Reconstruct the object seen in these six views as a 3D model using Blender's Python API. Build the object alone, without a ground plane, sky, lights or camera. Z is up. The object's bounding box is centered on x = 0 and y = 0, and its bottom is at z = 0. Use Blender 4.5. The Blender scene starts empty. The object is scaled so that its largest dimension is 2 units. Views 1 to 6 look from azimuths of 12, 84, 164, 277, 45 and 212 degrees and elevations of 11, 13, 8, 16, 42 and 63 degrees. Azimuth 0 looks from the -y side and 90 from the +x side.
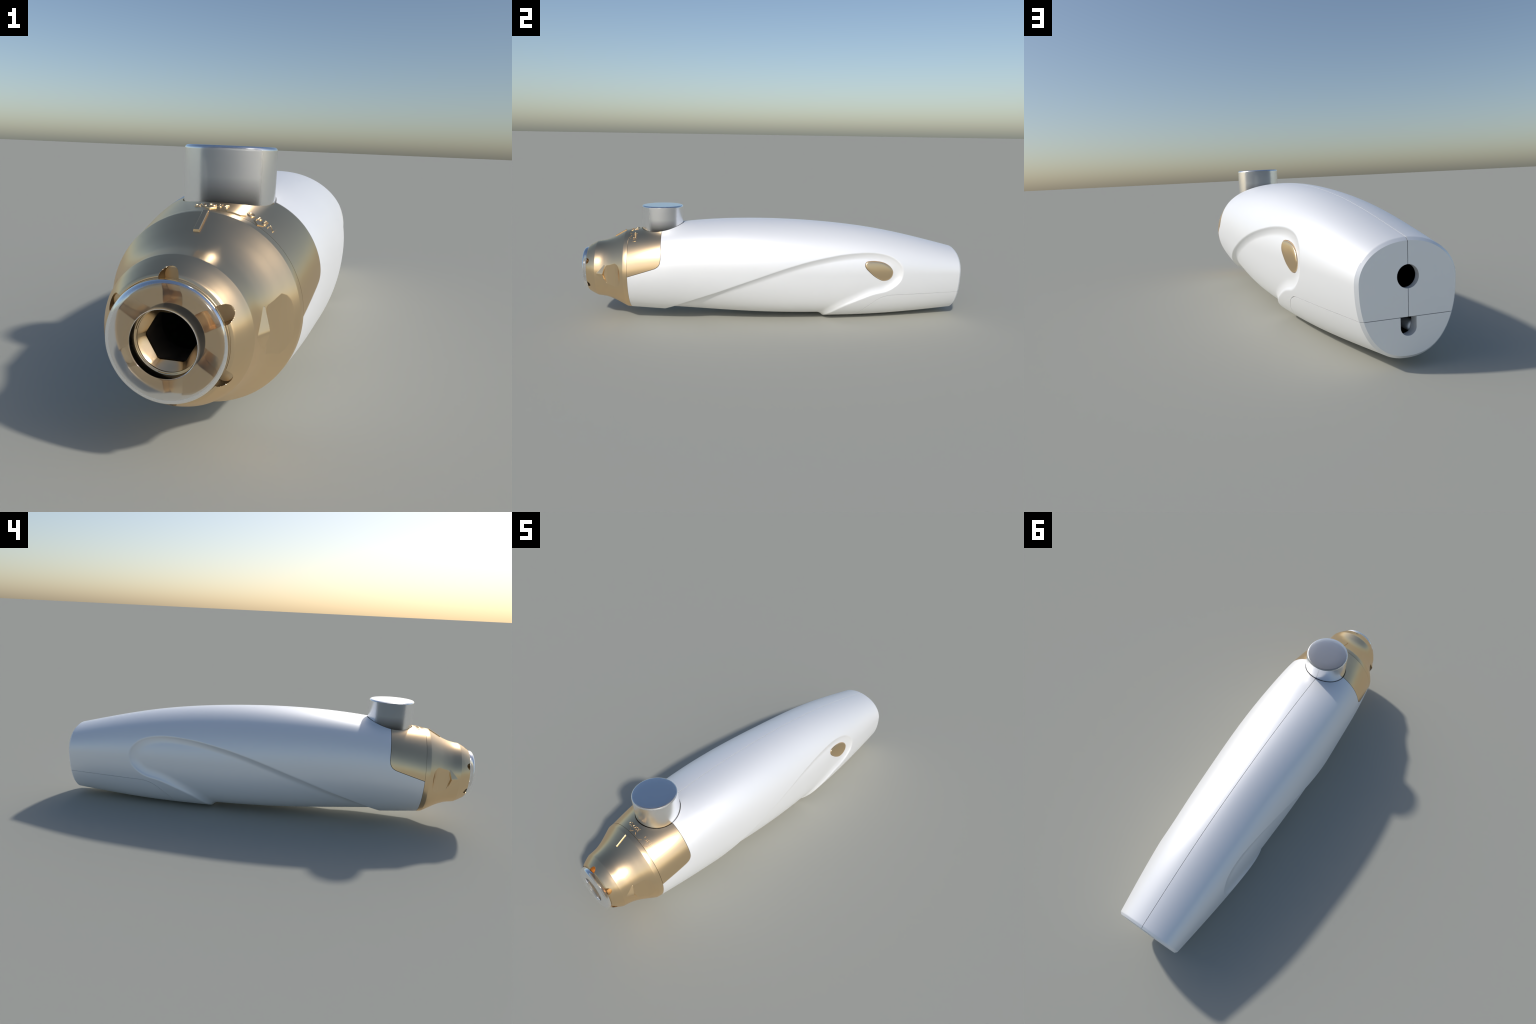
"""Handheld device lying on its belly: white two-piece shell with a finger-grip
recess, gold twist nose with a clear lens, gold collar, chrome push button."""
import math
import bpy
import bmesh
import numpy as np

AX = 0.2625            # height of the nose axis
Y_NOSE = -0.756        # joint between nose cone and body
Y_PANEL = -0.5895      # joint between gold collar and white shell = button centre
Y_TAIL = 0.99          # where the tail chamfer begins
GAP = 0.0012           # half width of a parting line
WALL = 0.020           # how deep the parting lines and openings go


# ------------------------------------------------------------------ materials
def principled(name, colour, rough, metal=0.0, **extra):
    m = bpy.data.materials.new(name)
    m.use_nodes = True
    nt = m.node_tree
    b = nt.nodes["Principled BSDF"]
    b.inputs["Base Color"].default_value = (*colour, 1)
    b.inputs["Metallic"].default_value = metal
    for k, v in extra.items():
        b.inputs[k.replace("_", " ")].default_value = v
    # very fine unevenness of the finish
    tc = nt.nodes.new("ShaderNodeTexCoord")
    no = nt.nodes.new("ShaderNodeTexNoise")
    no.inputs["Scale"].default_value = 9.0
    no.inputs["Detail"].default_value = 3.0
    mr = nt.nodes.new("ShaderNodeMapRange")
    mr.inputs["To Min"].default_value = max(0.0, rough - 0.01)
    mr.inputs["To Max"].default_value = rough + 0.01
    nt.links.new(tc.outputs["Object"], no.inputs["Vector"])
    nt.links.new(no.outputs["Fac"], mr.inputs["Value"])
    nt.links.new(mr.outputs["Result"], b.inputs["Roughness"])
    return m


WHITE = principled("white_plastic", (1.0, 1.0, 1.0), 0.48, 0.36)
GOLD = principled("satin_gold", (0.89, 0.665, 0.405), 0.28, 1.0, Specular_Tint=(1.0, 0.94, 0.87, 1.0))
CHROME = principled("bright_steel", (1.0, 1.0, 1.0), 0.24, 0.0, Transmission_Weight=1.0, IOR=0.6667)
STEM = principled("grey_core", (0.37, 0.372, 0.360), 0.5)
# colour ramp by height paints the darkness low inside the button onto the stem
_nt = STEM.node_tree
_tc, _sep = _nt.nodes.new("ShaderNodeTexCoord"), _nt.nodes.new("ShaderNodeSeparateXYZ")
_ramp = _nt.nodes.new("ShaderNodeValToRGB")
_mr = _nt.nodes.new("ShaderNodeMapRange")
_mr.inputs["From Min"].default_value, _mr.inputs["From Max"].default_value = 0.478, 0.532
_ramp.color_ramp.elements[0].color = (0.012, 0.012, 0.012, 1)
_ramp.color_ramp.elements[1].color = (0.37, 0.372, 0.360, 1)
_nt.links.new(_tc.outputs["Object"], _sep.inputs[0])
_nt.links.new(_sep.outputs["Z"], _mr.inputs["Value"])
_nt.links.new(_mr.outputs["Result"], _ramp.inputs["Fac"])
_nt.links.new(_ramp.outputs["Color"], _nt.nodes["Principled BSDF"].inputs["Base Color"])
CAP = principled("dark_cap", (0.155, 0.155, 0.16), 0.5)  # stem grey darkened for the top, which catches sky and sun
BLACK = principled("black_plastic", (0.006, 0.006, 0.007), 0.45)
UMBER = principled("dark_bore", (0.055, 0.042, 0.030), 0.45)
SLATE = principled("dark_slate_plastic", (0.20, 0.21, 0.23), 0.45)  # base colour lightened, since hardly any light reaches this deep
CLEAR = principled("clear_plastic", (0.92, 0.91, 0.90), 0.15, 0.0, Transmission_Weight=1.0, IOR=0.6667)


# ------------------------------------------------------------------ helpers
def spline(xs, vs, x):
    """natural cubic spline through (xs, vs), evaluated at x"""
    xs, vs = np.asarray(xs, float), np.asarray(vs, float)
    n, h = len(xs), np.diff(xs)
    A, b = np.zeros((n, n)), np.zeros(n)
    A[0, 0] = A[-1, -1] = 1
    for i in range(1, n - 1):
        A[i, i - 1], A[i, i], A[i, i + 1] = h[i - 1], 2 * (h[i - 1] + h[i]), h[i]
        b[i] = 6 * ((vs[i + 1] - vs[i]) / h[i] - (vs[i] - vs[i - 1]) / h[i - 1])
    m = np.linalg.solve(A, b)
    k = np.clip(np.searchsorted(xs, x) - 1, 0, n - 2)
    a, c, hh = xs[k + 1] - x, x - xs[k], h[k]
    return (m[k] * a**3 + m[k + 1] * c**3) / (6 * hh) + (vs[k] / hh - m[k] * hh / 6) * a + (vs[k + 1] / hh - m[k + 1] * hh / 6) * c


def catmull(pts, per=8, closed=False):
    """smooth curve through the points (rows of any width)"""
    P = np.asarray(pts, float)
    n = len(P)
    out = []
    t = np.linspace(0, 1, per, endpoint=False)[:, None]
    for i in range(n if closed else n - 1):
        if closed:
            a, b, c, d = (P[(i + k) % n] for k in (-1, 0, 1, 2))
        else:
            b, c = P[i], P[i + 1]
            a = P[i - 1] if i else 2 * b - c
            d = P[i + 2] if i + 2 < n else 2 * c - b
        out.append(0.5 * (2 * b + (c - a) * t + (2 * a - 5 * b + 4 * c - d) * t**2 + (3 * b - a - 3 * c + d) * t**3))
    if not closed:
        out.append(P[-1:])
    return np.concatenate(out)


def edge_distance(px, py, poly, closed=True):
    """distance to the nearest edge, and the position of the foot along the polyline"""
    best, foot = np.full(px.shape, 1e9), np.zeros(px.shape)
    n = len(poly)
    for i in range(n if closed else n - 1):
        (ax, ay), (bx, by) = poly[i], poly[(i + 1) % n]
        dx, dy = bx - ax, by - ay
        l2 = dx * dx + dy * dy
        if l2 < 1e-16:
            continue
        t = np.clip(((px - ax) * dx + (py - ay) * dy) / l2, 0, 1)
        d = np.hypot(px - ax - t * dx, py - ay - t * dy)
        m = d < best
        best[m], foot[m] = d[m], (i + t)[m]
    return best, foot


def inside(px, py, poly):
    r = np.zeros(px.shape, bool)
    n = len(poly)
    for i in range(n):
        (ax, ay), (bx, by) = poly[i], poly[(i + 1) % n]
        if ay == by:
            continue
        r ^= ((ay > py) != (by > py)) & (px < (bx - ax) * (py - ay) / (by - ay) + ax)
    return r


def polygon_sdf(px, py, poly):
    """positive inside"""
    d, _ = edge_distance(px, py, poly)
    return np.where(inside(px, py, poly), d, -d)


ROOT = bpy.data.objects.new("handheld_device", None)
bpy.context.scene.collection.objects.link(ROOT)
ROOT["label"] = "white handheld wand with gold twist nose and chrome push button"
ROOT["category"] = "handheld device"


def add_mesh(name, verts, faces, mat, parent=ROOT, sharp=32.0, smooth=True, weld=0.0):
    me = bpy.data.meshes.new(name)
    if isinstance(faces, np.ndarray):
        faces = faces.tolist()
    me.from_pydata(np.asarray(verts, float).tolist(), [], faces)
    bm = bmesh.new()
    bm.from_mesh(me)
    if weld:
        bmesh.ops.remove_doubles(bm, verts=bm.verts, dist=weld)
        bmesh.ops.dissolve_degenerate(bm, edges=bm.edges, dist=1e-6)
    bmesh.ops.recalc_face_normals(bm, faces=bm.faces)
    bm.to_mesh(me)
    bm.free()
    if smooth:
        me.polygons.foreach_set("use_smooth", [True] * len(me.polygons))
        me.set_sharp_from_angle(angle=math.radians(sharp))
    me.materials.append(mat)
    ob = bpy.data.objects.new(name, me)
    bpy.context.scene.collection.objects.link(ob)
    ob.parent = parent
    return ob


# ------------------------------------------------------------------ the body form
STATION = [-0.756, -0.59, -0.45, -0.10, 0.25, 0.60, 0.99]
TOP = [AX + 0.207, 0.4950, 0.5117, 0.5271, 0.5116, 0.4652, 0.3735]
BOTTOM = [AX - 0.207, 0.0418, 0.0310, 0.0088, 0.0012, 0.0028, 0.0265]
WIDTH = [0.207, 0.2262, 0.2345, 0.2436, 0.2313, 0.2085, 0.1595]
WAIST = [AX, 0.2745, 0.2799, 0.2736, 0.2597, 0.2600, 0.2500]
POWER_UP = [2.0, 2.28, 2.30, 2.1682, 2.0625, 2.0745, 2.05]
POWER_LOW = [2.0, 2.03, 2.09, 2.40, 2.62, 2.50, 2.25]
CHAMFER = 0.0095


def form(s, phi):
    """base surface. s: position along the body (> Y_TAIL: chamfer, > 1: end face),
    phi: angle around, -90 deg = belly, +90 deg = back; right half only"""
    y = np.clip(s, Y_NOSE - 0.05, Y_TAIL)
    top, bot, w, zc, nu, nl = (spline(STATION, v, y) for v in (TOP, BOTTOM, WIDTH, WAIST, POWER_UP, POWER_LOW))
    c, sn = np.abs(np.cos(phi)), np.sin(phi)
    up = sn > 0
    n = np.where(up, nu, nl)
    b = np.where(up, top - zc, zc - bot)
    r = ((c / w) ** n + (np.abs(sn) / b) ** n) ** (-1 / n)
    cham = np.clip((s - Y_TAIL) / (1 - Y_TAIL), 0, 1)
    r = (r - CHAMFER * cham) * np.clip(2 - s, 0, 1) ** (s > 1)
    yy = np.where(s <= Y_TAIL, s, Y_TAIL + (1 - Y_TAIL) * cham)
    return np.stack([r * c, yy, zc + r * sn], -1)


def form_normal(s, phi):
    e = 1e-4
    ph = np.clip(phi, -math.pi / 2 + e, math.pi / 2 - e)
    # one-sided along s, so that the edges of the chamfer keep their own slopes
    du = form(s, ph) - form(s - e, ph)
    dv = form(s, ph + e) - form(s, ph - e)
    n = np.cross(du, dv)
    n /= np.linalg.norm(n, axis=-1, keepdims=True) + 1e-20
    face = s > 1.0
    n = np.where(face[..., None], np.array([0.0, 1.0, 0.0]), n)
    return n


# --- finger grip: a shallow recess that starts under the nose, rises along both
# sides and ends round behind the side button. (along, height, width of its flank)
GRIP = catmull([
    (-0.604, 0.0000, 0.062), (-0.586, 0.0550, 0.050), (-0.521, 0.0950, 0.040), (-0.427, 0.1382, 0.038), (-0.313, 0.1828, 0.035),
    (-0.201, 0.2255, 0.033), (-0.044, 0.2803, 0.032), (0.054, 0.3112, 0.031), (0.155, 0.3378, 0.031),
    (0.2575, 0.3580, 0.032), (0.362, 0.3728, 0.034), (0.478, 0.3780, 0.037), (0.563, 0.3675, 0.040),
    (0.617, 0.3465, 0.045), (0.6525, 0.3133, 0.048), (0.6655, 0.2755, 0.048), (0.657, 0.2310, 0.048),
    (0.6264, 0.1955, 0.048), (0.578, 0.1680, 0.047), (0.505, 0.1515, 0.046), (0.428, 0.1205, 0.045),
    (0.346, 0.0815, 0.044), (0.300, 0.0480, 0.042), (0.270, 0.0220, 0.038), (0.262, 0.0000, 0.036)], 5)
GRIP_DEPTH = 0.0165
_phis = np.linspace(-math.pi / 2, math.pi / 2, 181)


def girth(s, phi):
    """arc length around the section, measured from the belly line"""
    ss = np.linspace(Y_NOSE, 1.0, 120)
    P = form(*np.meshgrid(ss, _phis, indexing="ij"))
    L = np.concatenate([np.zeros((120, 1)), np.cumsum(np.linalg.norm(np.diff(P, axis=1), axis=-1), 1)], 1)
    fi = np.clip((s - ss[0]) / (ss[1] - ss[0]), 0, 118.999)
    fj = np.clip((phi + math.pi / 2) / (math.pi / 180), 0, 179.999)
    i, j = fi.astype(int), fj.astype(int)
    a, b = fi - i, fj - j
    return L[i, j] * (1 - a) * (1 - b) + L[i + 1, j] * a * (1 - b) + L[i, j + 1] * (1 - a) * b + L[i + 1, j + 1] * a * b


def unrolled(curve):
    """the side-view outline carried onto the unrolled surface"""
    out = []
    for y, zz in curve[:, :2]:
        P = form(np.full(181, y), _phis)
        out.append((y, float(girth(np.array([y]), np.interp([zz], P[:, 2], _phis))[0])))
    return np.array(out)


GRIP_FLAT = unrolled(GRIP)


def eased(g):
    """girth eased near the belly line, so that the outline crosses it square, not in a point"""
    return np.sqrt(g * g + 0.03**2) - 0.03


GRIP_CURVE = np.stack([GRIP_FLAT[:, 0], eased(GRIP_FLAT[:, 1])], 1)
GRIP_CURVE[0, 1] = GRIP_CURVE[-1, 1] = -0.03


def grip_depth(s, phi):
    sc = np.minimum(s, Y_TAIL)
    g = girth(sc, phi)
    g = eased(g)
    d, foot = edge_distance(sc, g, GRIP_CURVE, closed=False)
    w = np.interp(foot, np.arange(len(GRIP)), GRIP[:, 2])
    t = np.clip(np.where(inside(sc, g, GRIP_CURVE), d, 0) / w, 0, 1)
    return GRIP_DEPTH * (1 - (1 - t) ** 2) * np.clip(t * 5, 0, 1) ** 0.6


def body_surface(s, phi):
    P, N = form(s, phi), form_normal(s, phi)
    d = grip_depth(s, phi)
    Q = P - N * d[:, None]
    Q[:, 0] = np.where(np.abs(phi) > math.pi / 2 - 1e-6, 0.0, Q[:, 0])
    return Q, N


# ------------------------------------------------------------------ cutting sheets of the body
def clip_sheet(V, T, f):
    """keep the part of the triangle sheet where f >= 0. V: rows (s, phi, x, y, z, nx, ny, nz)"""
    keep = f >= 0
    k = keep[T].sum(1)
    whole = T[k == 3]
    cut = {}
    newV, newT = [], []

    def crossing(a, b):
        key = (a, b) if a < b else (b, a)
        if key not in cut:
            t = f[key[0]] / (f[key[0]] - f[key[1]])
            cut[key] = len(V) + len(newV)
            newV.append(V[key[0]] * (1 - t) + V[key[1]] * t)
        return cut[key]

    for tri, n in zip(T[(k == 1) | (k == 2)].tolist(), k[(k == 1) | (k == 2)].tolist()):
        while not (keep[tri[0]] if n == 1 else not keep[tri[0]]):
            tri = tri[1:] + tri[:1]
        a, b, c = tri
        p, q = crossing(a, b), crossing(a, c)
        if n == 1:
            newT.append((a, p, q))
        else:
            newT += [(p, b, c), (p, c, q)]
    V2 = np.concatenate([V, np.array(newV)]) if newV else V
    T2 = np.concatenate([whole, np.array(newT, int)]) if newT else whole
    used = np.unique(T2)
    back = np.full(len(V2), -1)
    back[used] = np.arange(len(used))
    return V2[used], back[T2]


def body_sheet():
    s = np.concatenate([np.linspace(Y_NOSE, Y_TAIL, 640), np.linspace(Y_TAIL, 1.0, 5)[1:], 1 + np.linspace(0, 1, 56)[1:-1], [1.9995]])
    phi = np.linspace(-math.pi / 2, math.pi / 2, 231)
    S, F = (a.ravel() for a in np.meshgrid(s, phi, indexing="ij"))
    P, N = body_surface(S, F)
    i = np.arange(len(s) * len(phi)).reshape(len(s), len(phi))
    a, b, c, d = i[:-1, :-1].ravel(), i[1:, :-1].ravel(), i[1:, 1:].ravel(), i[:-1, 1:].ravel()
    flip = (np.add.outer(np.arange(len(s) - 1), np.arange(len(phi) - 1)) % 2).ravel().astype(bool)
    T = np.concatenate([np.stack([a, b, c], 1)[~flip], np.stack([a, c, d], 1)[~flip], np.stack([a, b, d], 1)[flip], np.stack([b, c, d], 1)[flip]])
    return np.concatenate([S[:, None], F[:, None], P, N], 1), T


V0, T0 = body_sheet()

COVER = np.concatenate([[(1.3, 0.148)], catmull([(0.64, 0.148), (0.612, 0.1479), (0.588, 0.1462), (0.566, 0.1412), (0.546, 0.1325), (0.527, 0.1205), (0.508, 0.1050), (0.474, 0.0720), (0.447, 0.0400), (0.425, 0.005), (0.41, -0.03)], 6), [(0.41, -0.3), (1.3, -0.3)]])
PANEL = np.concatenate([[(-1.0, 0.1835), (-0.640, 0.2998)], catmull([(-0.6180, 0.3072), (-0.6025, 0.3175), (-0.5930, 0.3330), (Y_PANEL, 0.352)], 6), [(Y_PANEL, 0.9), (-1.0, 0.9)]])
SIDE_BUTTON = catmull([(y + 0.0035, z - 0.0028) for y, z in (
    (0.4558, 0.3120), (0.4572, 0.3220), (0.4640, 0.3298), (0.4800, 0.3332), (0.5122, 0.3330), (0.5547, 0.3246), (0.5867, 0.3064),
    (0.6040, 0.2840), (0.6065, 0.2680), (0.6010, 0.2495), (0.5849, 0.2350), (0.5626, 0.2303), (0.5419, 0.2350), (0.5086, 0.2547),
    (0.4745, 0.2840), (0.4600, 0.3005))], 4, closed=True)
BUTTON_R = 0.1062


def f_half(V): return V[:, 2] - GAP
def f_cover(V): return polygon_sdf(V[:, 3], V[:, 4], COVER)
def f_panel(V): return polygon_sdf(V[:, 3], V[:, 4], PANEL)
def f_push(V): return np.where(V[:, 4] > 0.36, np.hypot(V[:, 2], V[:, 3] - Y_PANEL) - BUTTON_R - 0.0030, 1.0)
def f_side(V): return np.where(V[:, 2] > 0.1, -polygon_sdf(V[:, 3], V[:, 4], SIDE_BUTTON) - 0.0018, 1.0)
def f_socket(V): return np.where(V[:, 3] > 0.98, np.hypot(V[:, 2], V[:, 4] - 0.2637) - 0.0342, 1.0)


def f_slot(V):
    z = np.minimum(V[:, 4], 0.2)
    d = np.hypot(V[:, 2], np.minimum(z - 0.1186, 0.0)) - 0.0253
    return np.where(V[:, 3] > 0.98, d, 1.0)


def cut(V, T, *fields):
    for f in fields:
        V, T = clip_sheet(V, T, f(V))
    return V, T


def thicken(V, T, mirror_too=False, wall=WALL):
    """surface points plus a wall turned inwards along every free edge"""
    P, N = V[:, 2:5].copy(), V[:, 5:8]
    E = np.concatenate([T[:, [0, 1]], T[:, [1, 2]], T[:, [2, 0]]])
    key = np.sort(E, 1)
    _, inv, cnt = np.unique(key[:, 0].astype(np.int64) * len(P) + key[:, 1], return_inverse=True, return_counts=True)
    rim = E[cnt[inv] == 1]
    rim = rim[~((P[rim[:, 0], 0] < 1e-5) & (P[rim[:, 1], 0] < 1e-5))]
    ids = np.unique(rim)
    new = np.full(len(P), -1)
    new[ids] = len(P) + np.arange(len(ids))
    inner = P[ids] - N[ids] * wall
    inner[:, 0] = np.maximum(inner[:, 0], np.where(P[ids, 0] < 2 * GAP, P[ids, 0], 0))
    P = np.concatenate([P, inner])
    W = np.concatenate([np.stack([rim[:, 0], new[rim[:, 1]], rim[:, 1]], 1), np.stack([rim[:, 0], new[rim[:, 0]], new[rim[:, 1]]], 1)])
    T = np.concatenate([T, W])
    if mirror_too:
        n = len(P)
        P = np.concatenate([P, P * [-1, 1, 1]])
        T = np.concatenate([T, T[:, ::-1] + n])
    return P, T


def front_edge(V): return V[:, 3] - (Y_NOSE + 0.0004)


# right and left shell halves
shell_fields = (f_half, front_edge, lambda V: -f_cover(V) - GAP * 0.9, lambda V: -f_panel(V) - GAP * 1.3, f_push, f_socket)
VL, TL = cut(V0, T0, *shell_fields)
VR, TR = cut(VL, TL, f_side)
P, T = thicken(VR, TR)
add_mesh("shell", P, T, WHITE)
P, T = thicken(VL, TL)
add_mesh("shell", P * [-1, 1, 1], T[:, ::-1], WHITE)
# battery cover under the tail
V, T = cut(V0, T0, lambda V: f_cover(V) - GAP * 0.6, f_slot)
P, T = thicken(V, T, True, 0.03)
add_mesh("battery_cover", P, T, WHITE, weld=1e-5)
# gold collar behind the nose
V, T = cut(V0, T0, front_edge, lambda V: f_panel(V) - GAP * 0.6, f_push)
P, T = thicken(V, T, True)
COLLAR = add_mesh("collar", P, T, GOLD, weld=1e-5)

# dark inner housing seen through the openings and parting lines
s = np.linspace(-0.640, 0.868, 60)
phi = np.linspace(-math.pi / 2, math.pi / 2, 61)
S, F = (a.ravel() for a in np.meshgrid(s, phi, indexing="ij"))
P, N = form(S, F), form_normal(S, F)
P = P - N * 0.0385 * np.array([1, 0, 1])
P[:, 0] = np.maximum(P[:, 0], 0)
i = np.arange(60 * 61).reshape(60, 61)
Q = np.stack([i[:-1, :-1].ravel(), i[1:, :-1].ravel(), i[1:, 1:].ravel(), i[:-1, 1:].ravel()], 1)
n = len(P)
faces = Q.tolist() + (Q[:, ::-1] + n).tolist()
faces.append(i[0].tolist() + (i[0][::-1] + n).tolist())
add_mesh("inner_housing", np.concatenate([P, P * [-1, 1, 1]]), faces, BLACK, weld=1e-5)


# ------------------------------------------------------------------ solids of revolution
def revolve(name, profile, mat, centre, axis="Z", seg=160, close=False, sharp=32.0):
    """profile: (radius, position along the axis)"""
    a = np.linspace(0, 2 * math.pi, seg, endpoint=False)
    pr = np.asarray(profile, float)
    ca, sa = np.cos(a), np.sin(a)
    r, h = pr[:, 0][:, None], pr[:, 1][:, None] + 0 * ca
    P = np.stack([r * ca, r * sa, h], -1) if axis == "Z" else np.stack([r * ca, h, r * sa], -1)
    P = P.reshape(-1, 3) + np.asarray(centre)
    k, faces = len(pr), []
    for j in range(k if close else k - 1):
        j2 = (j + 1) % k
        for t in range(seg):
            t2 = (t + 1) % seg
            faces.append((j * seg + t, j * seg + t2, j2 * seg + t2, j2 * seg + t))
    if not close:
        for j in (0, k - 1):
            faces.append([j * seg + t for t in range(seg)])
    return add_mesh(name, P, faces, mat, sharp=sharp)


def arc(cx, cy, r, a0, a1, n=8):
    return [(cx + r * math.cos(math.radians(a)), cy + r * math.sin(math.radians(a))) for a in np.linspace(a0, a1, n)]


# chrome push button, standing upright
R, ZT, f = BUTTON_R, 0.599, 0.008
revolve("push_button", [(R, 0.36), (R, ZT - f - 0.001)] + arc(R - f, ZT - f, f, 0, 90, 14) + [(R * 0.6, ZT), (R * 0.2, ZT)], CHROME, (0, Y_PANEL, 0), "Z", 192, sharp=50)

# rounded white peg seen inside the slot under the tail
revolve("peg", [(0.0175, 0.900), (0.0175, 0.960)] + [(0.0105 + 0.007 * math.cos(math.radians(a)), 0.960 + 0.007 * math.sin(math.radians(a))) for a in (15, 30, 45, 60, 75, 90)] + [(0.002, 0.9672)], WHITE, (-0.0335, 0, 0.109), "Y", 48, sharp=50)

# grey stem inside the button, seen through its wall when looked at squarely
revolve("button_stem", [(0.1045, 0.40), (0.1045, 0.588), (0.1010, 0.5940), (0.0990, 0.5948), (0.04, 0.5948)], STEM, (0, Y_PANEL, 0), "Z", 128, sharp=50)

revolve("stem_cap", [(0.0988, 0.590), (0.0988, 0.5956), (0.0980, 0.5960), (0.05, 0.5960), (0.02, 0.5960)], CAP, (0, Y_PANEL, 0), "Z", 128, sharp=50)

# clear lens ring on the tip of the nose
rb, rh = 0.014, 0.0612
lens = [(rh, -0.9752), (rh, -0.9965)] + [(rh + 0.0025 - 0.0025 * math.cos(math.radians(a)), -0.9965 - 0.0035 * math.sin(math.radians(a))) for a in (30, 60, 90)]
lens += [(0.08, -1.0)] + [(0.1112 - rb + rb * math.sin(math.radians(a)), -1.0 + rb - rb * math.cos(math.radians(a))) for a in np.linspace(0, 90, 12)]
lens += [(0.1112, -0.9770), (0.1100, -0.9752)]
revolve("lens", lens, CLEAR, (0, 0, AX), "Y", 192, close=True, sharp=40)

# ------------------------------------------------------------------ gold nose cone
OUT = np.concatenate([
    np.linspace((0.0586, -0.9744), (0.1118, -0.9744), 60),
    [(0.1128, -0.9756), (0.1138, -0.9756)],
    catmull([(0.1148, -0.9755), (0.1190, -0.9732), (0.1222, -0.9688)], 6)[:-1],
    catmull([(0.1222, -0.9688), (0.1296, -0.9565), (0.1372, -0.9430), (0.1440, -0.9290)], 15),
    catmull([(0.1443, -0.9275), (0.1498, -0.8930), (0.1575, -0.8680), (0.1684, -0.8430), (0.1836, -0.8150), (0.1978, -0.7900), (0.2038, -0.7790)], 22),
    [(0.2047, -0.7765), (0.2070, -0.7572), (0.2066, -0.7566), (0.185, -0.7566)]])
SEG = 1440
ang = np.linspace(0, 2 * math.pi, SEG, endpoint=False)
r, y = (np.repeat(OUT[:, k][:, None], SEG, 1) for k in (0, 1))
A = np.repeat(ang[None], len(OUT), 0)
# six deep round-ended slots cut straight into the tip, radiating from the bore
off = (A - math.radians(30) + math.pi / 6) % (math.pi / 3) - math.pi / 6
along, across = r * np.cos(off), r * np.sin(off)
reach = np.minimum(0.0182 - np.hypot(along - np.clip(along, 0.0600, 0.1110), across), r - 0.0605)
SLOT_FLOOR = np.interp(along, [0.065, 0.085, 0.125], [-0.938, -0.944, -0.951])
cutting = np.clip(reach / 0.0014, 0, 1)
cutting = cutting * cutting * (3 - 2 * cutting)
y = np.where(y < SLOT_FLOOR, y + (SLOT_FLOOR - y) * cutting, y)
X, Z = r * np.cos(A), r * np.sin(A)
# finger dimples on both sides with a small raised arrow in front of each
ax, dz = np.abs(X), np.abs(Z - 0.003)
scoop = np.interp(y, [-0.8745, -0.862, -0.850, -0.835, -0.820, -0.808, -0.800, -0.795, -0.791], [0.1497, 0.1523, 0.1570, 0.1632, 0.1700, 0.1790, 0.1870, 0.1940, 0.2100])
wall_y = -0.8840 + np.maximum(0.163 - ax, 0) * 0.4 + dz * 0.26
ax = np.where((y > -0.93) & (y > wall_y) & (np.abs(Z) < 0.10), np.minimum(ax, scoop), ax)
pip = 0.1430 + 0.5 * (y + 0.9235) - 0.47 * np.sqrt(dz**2 + 0.004**2) + 0.0017
ax = np.where((y > -0.928) & (y < -0.8840 + dz * 0.26), np.maximum(ax, np.where(dz < 0.045, pip, 0)), ax)
X = np.sign(X) * ax
P = np.stack([X, y, Z + AX], -1)
# the bore narrows from a circle to a hexagon, then a dark barrel follows
hexr = 0.0440 / np.cos((ang + math.pi / 6 + math.pi / 6) % (math.pi / 3) - math.pi / 6)
hexr = np.minimum(hexr, 0.0492)
rows = []
for t, yy in ((0.0, -0.9715), (0.15, -0.9690), (0.55, -0.9630), (1.0, -0.9560), (1.04, -0.9520)):
    rr = 0.0586 + (hexr - 0.0586) * t
    rows.append(np.stack([rr * np.cos(ang), np.full(SEG, yy), rr * np.sin(ang) + AX], -1))
P = np.concatenate([np.array(rows[::-1]), P])
k = len(P)
idx = np.arange(k * SEG).reshape(k, SEG)
nx = np.roll(idx, -1, 1)
Q = np.stack([idx[:-1].ravel(), idx[1:].ravel(), nx[1:].ravel(), nx[:-1].ravel()], 1)
NOSE = add_mesh("nose_cone", P.reshape(-1, 3), Q, GOLD, sharp=17)

# dark barrel and jet plate deep in the bore
barrel = []
for yy, mix, wide in ((-0.9535, 0.0, 1.0), (-0.9505, 0.0, 1.04), (-0.9400, 1.0, 0.0500), (-0.878, 1.0, 0.0510), (-0.877, 1.0, 0.078), (-0.665, 1.0, 0.078)):
    rr = hexr * wide if mix == 0 else np.full(SEG, wide)
    barrel.append(np.stack([rr * np.cos(ang), np.full(SEG, yy), rr * np.sin(ang) + AX], -1))
P = np.array(barrel)[:, ::12].reshape(-1, 3)
m = SEG // 12
faces = [(j * m + t, j * m + (t + 1) % m, (j + 1) * m + (t + 1) % m, (j + 1) * m + t) for j in range(5) for t in range(m)]
add_mesh("barrel", P, faces, UMBER, NOSE)
plate = revolve("jet_plate", [(0.0770, -0.6650), (0.0770, -0.6840), (0.055, -0.6900), (0.030, -0.6980), (0.026, -0.6980), (0.020, -0.6900), (0.002, -0.6895)], SLATE, (0, 0, AX), "Y", 6, sharp=5)
tip = revolve("jet_tip", [(0.017, -0.689), (0.0135, -0.712), (0.004, -0.722), (0.0005, -0.723)], BLACK, (0, 0, AX), "Y", 4, sharp=5)
tip.parent = NOSE
plate.parent = NOSE

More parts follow.
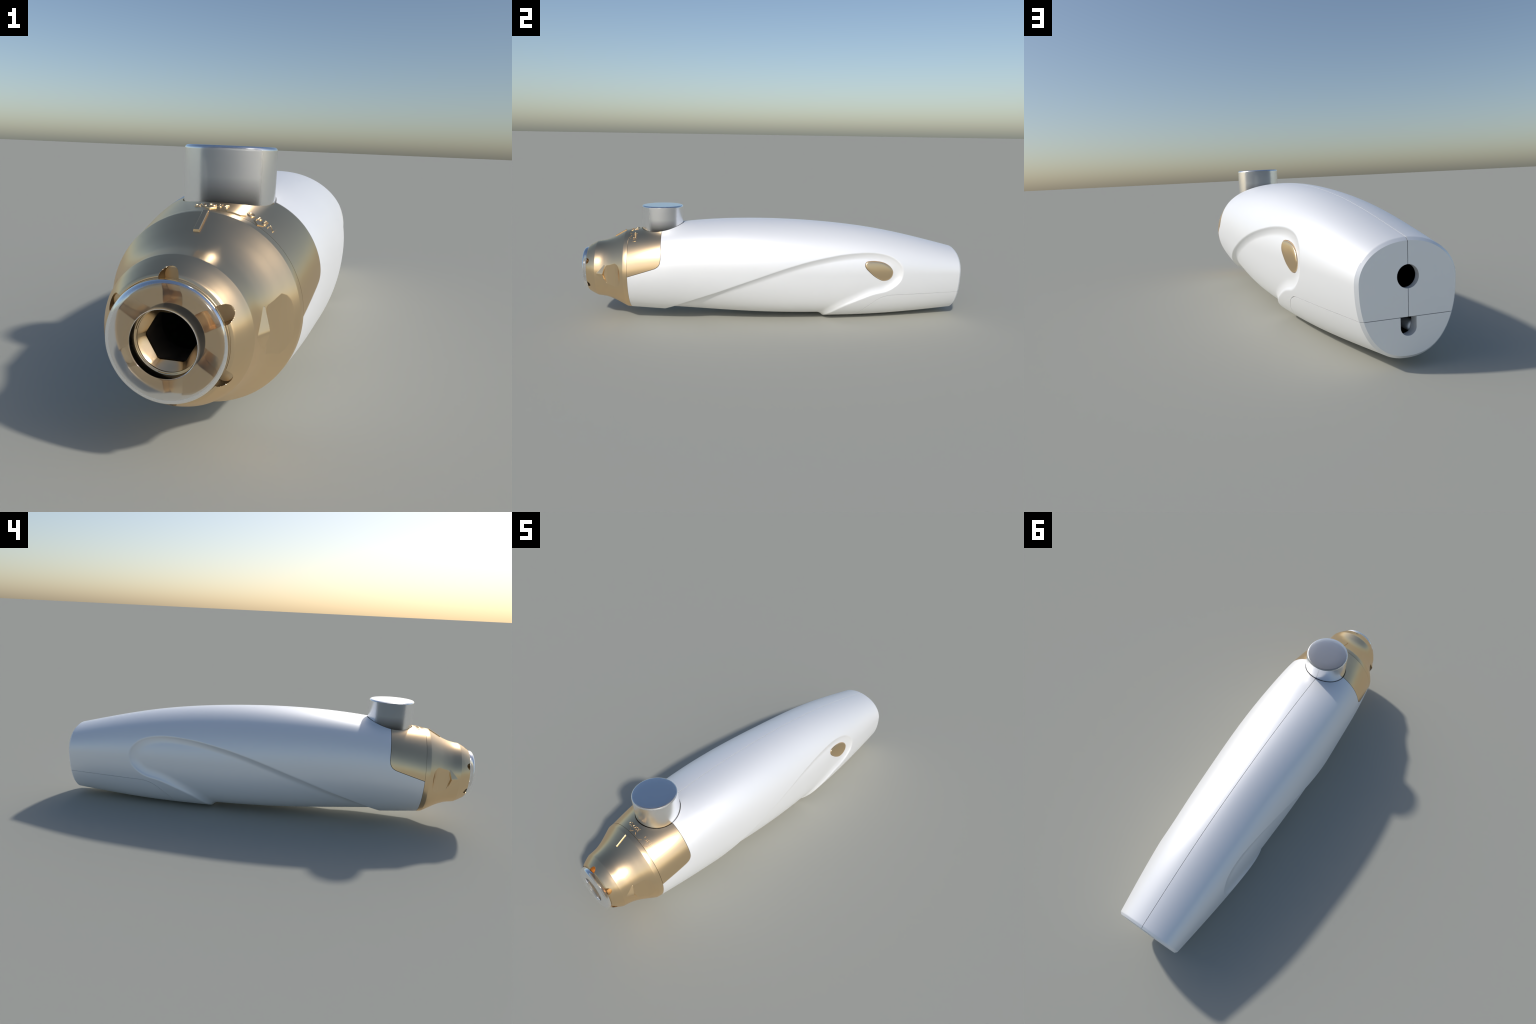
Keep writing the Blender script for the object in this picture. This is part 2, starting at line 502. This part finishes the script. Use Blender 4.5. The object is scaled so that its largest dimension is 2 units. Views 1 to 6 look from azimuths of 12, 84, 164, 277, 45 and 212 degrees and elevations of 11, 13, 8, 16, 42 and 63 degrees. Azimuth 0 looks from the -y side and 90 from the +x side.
# index bar on top of the cone
def wrapped_block(name, path, width, height, surf, mat, parent, sink=0.003):
    """a ridge that follows a path of (angle from the top, y) on the surface radius surf(y)"""
    path = np.asarray(path, float)
    R0 = surf(path[:, 1])
    flat = np.stack([path[:, 0] * R0, path[:, 1]], 1)
    tang = np.gradient(flat, axis=0) if len(flat) > 2 else np.repeat(flat[1:] - flat[:1], 2, 0)
    tang /= np.linalg.norm(tang, axis=1, keepdims=True)
    side = np.stack([tang[:, 1], -tang[:, 0]], 1)
    verts, ring = [], [(-0.5, -1), (-0.5, 0.75), (-0.4, 1.0), (0.4, 1.0), (0.5, 0.75), (0.5, -1)]
    for p, sd in zip(flat, side):
        for u, h in ring:
            q = p + sd * u * width
            rad = surf(q[1]) + (height * h if h > 0 else -sink)
            a = q[0] / surf(p[1])
            verts.append((rad * math.sin(a), q[1], AX + rad * math.cos(a)))
    n, faces = len(ring), []
    for j in range(len(flat) - 1):
        faces += [(j * n + t, j * n + (t + 1) % n, (j + 1) * n + (t + 1) % n, (j + 1) * n + t) for t in range(n)]
    faces += [list(range(n)), list(range((len(flat) - 1) * n, len(flat) * n))]
    return add_mesh(name, verts, faces, mat, parent, smooth=False)


def cone_radius(yy): return np.interp(yy, OUT[130:, 1], OUT[130:, 0])


def collar_radius(yy):
    return spline(STATION, TOP, np.asarray(yy, float)) - AX


yy = np.linspace(-0.8365, -0.7805, 9)
bar = wrapped_block("index_bar", [(math.radians(0.35), v) for v in yy], 0.0125, 0.0048, cone_radius, GOLD, NOSE, 0.006)


# ------------------------------------------------------------------ raised lettering on the collar
def section_radius(a, yy):
    """radius of the collar surface at an angle from the top"""
    phi = math.pi / 2 - np.abs(a)
    top, w, nu = spline(STATION, TOP, yy) - AX, spline(STATION, WIDTH, yy), spline(STATION, POWER_UP, yy)
    return ((np.abs(np.cos(phi)) / w) ** nu + (np.abs(np.sin(phi)) / top) ** nu) ** (-1 / nu)


def lettering(name, text, a_from, a_to, y_base, height, relief):
    cu = bpy.data.curves.new(name, "FONT")
    cu.body = text
    cu.size = 1.0
    cu.extrude = 0.5
    cu.offset = 0.0
    cu.space_character = 1.12
    cu.resolution_u = 6
    ob = bpy.data.objects.new(name, cu)
    bpy.context.scene.collection.objects.link(ob)
    dg = bpy.context.evaluated_depsgraph_get()
    me = bpy.data.meshes.new_from_object(ob.evaluated_get(dg))
    bpy.data.objects.remove(ob)
    bpy.data.curves.remove(cu)
    bm = bmesh.new()
    bm.from_mesh(me)
    bmesh.ops.remove_doubles(bm, verts=bm.verts, dist=1e-5)
    co = np.array([v.co for v in bm.verts])
    lo, hi = co.min(0), co.max(0)
    a = a_from + (co[:, 0] - lo[0]) / (hi[0] - lo[0]) * (a_to - a_from)
    yv = y_base + (co[:, 1] - lo[1]) / (hi[1] - lo[1]) * height
    rad = section_radius(a, yv) + np.where(co[:, 2] > 0, relief, -0.002)
    for v, aa, y1, r1 in zip(bm.verts, a, yv, rad):
        v.co = (r1 * math.sin(aa), y1, AX + r1 * math.cos(aa))
    bmesh.ops.recalc_face_normals(bm, faces=bm.faces)
    bm.to_mesh(me)
    bm.free()
    me.name = name
    me.materials.clear()
    me.materials.append(GOLD)
    o = bpy.data.objects.new(name, me)
    bpy.context.scene.collection.objects.link(o)
    o.parent = COLLAR
    return o


d = math.radians
lettering("lettering", "CLOSE", d(-11.0), d(9.0), -0.7330, 0.0175, 0.0022)
lettering("lettering", "OPEN", d(20.3), d(38.6), -0.7330, 0.0175, 0.0022)


def stroke(name, pts):
    P = []
    for (a0, y0), (a1, y1) in zip(pts[:-1], pts[1:]):
        for t in np.linspace(0, 1, 6)[(1 if P else 0):]:
            P.append((d(a0 + (a1 - a0) * t), y0 + (y1 - y0) * t))
    wrapped_block(name, P, 0.0024, 0.0022, collar_radius, GOLD, COLLAR, 0.002)


stroke("position_mark", [(-2.9, -0.7410), (0.3, -0.7525), (3.3, -0.7410)])
stroke("position_mark", [(26.3, -0.7410), (29.5, -0.7525), (32.6, -0.7410)])
stroke("range_mark", [(7.8, -0.7410), (10.6, -0.7510), (18.3, -0.7510), (21.1, -0.7410)])

# ------------------------------------------------------------------ side button (right side only)
yz = SIDE_BUTTON
c = yz.mean(0)
ss = np.linspace(0.42, 0.64, 60)
pp = np.linspace(-0.5, 0.7, 120)
S, F = (a.ravel() for a in np.meshgrid(ss, pp, indexing="ij"))
B, _ = body_surface(S, F)
near = (B[:, 1] > 0.45) & (B[:, 1] < 0.615) & (B[:, 2] > 0.222) & (B[:, 2] < 0.34)
M = np.stack([np.ones(near.sum()), B[near, 1] - c[0], B[near, 2] - c[1], (B[near, 2] - c[1]) ** 2, (B[near, 1] - c[0]) ** 2], 1)
coef = np.linalg.lstsq(M, B[near, 0], rcond=None)[0]


def grip_floor(q):
    u, v = q[:, 0] - c[0], q[:, 1] - c[1]
    return coef[0] + coef[1] * u + coef[2] * v + coef[3] * v * v + coef[4] * u * u


verts, rows = [], [(1.0, -0.020), (1.0, -0.0010), (0.990, 0.0012), (0.970, 0.0026), (0.94, 0.0034), (0.90, 0.0038), (0.7, 0.0040), (0.4, 0.0040), (0.1, 0.0040)]
for k_, h in rows:
    q = c + (yz - c) * k_
    verts += [(x + h, a, b) for x, (a, b) in zip(grip_floor(q), q)]
n = len(yz)
faces = [(j * n + t, j * n + (t + 1) % n, (j + 1) * n + (t + 1) % n, (j + 1) * n + t) for j in range(len(rows) - 1) for t in range(n)]
faces.append([(len(rows) - 1) * n + t for t in range(n)])
add_mesh("side_button", verts, faces, GOLD, sharp=50)

# ------------------------------------------------------------------ rest on the ground, centred
bpy.context.view_layer.update()
low = min((o.matrix_world @ v.co).z for o in ROOT.children for v in o.data.vertices)
print("lowest", low)
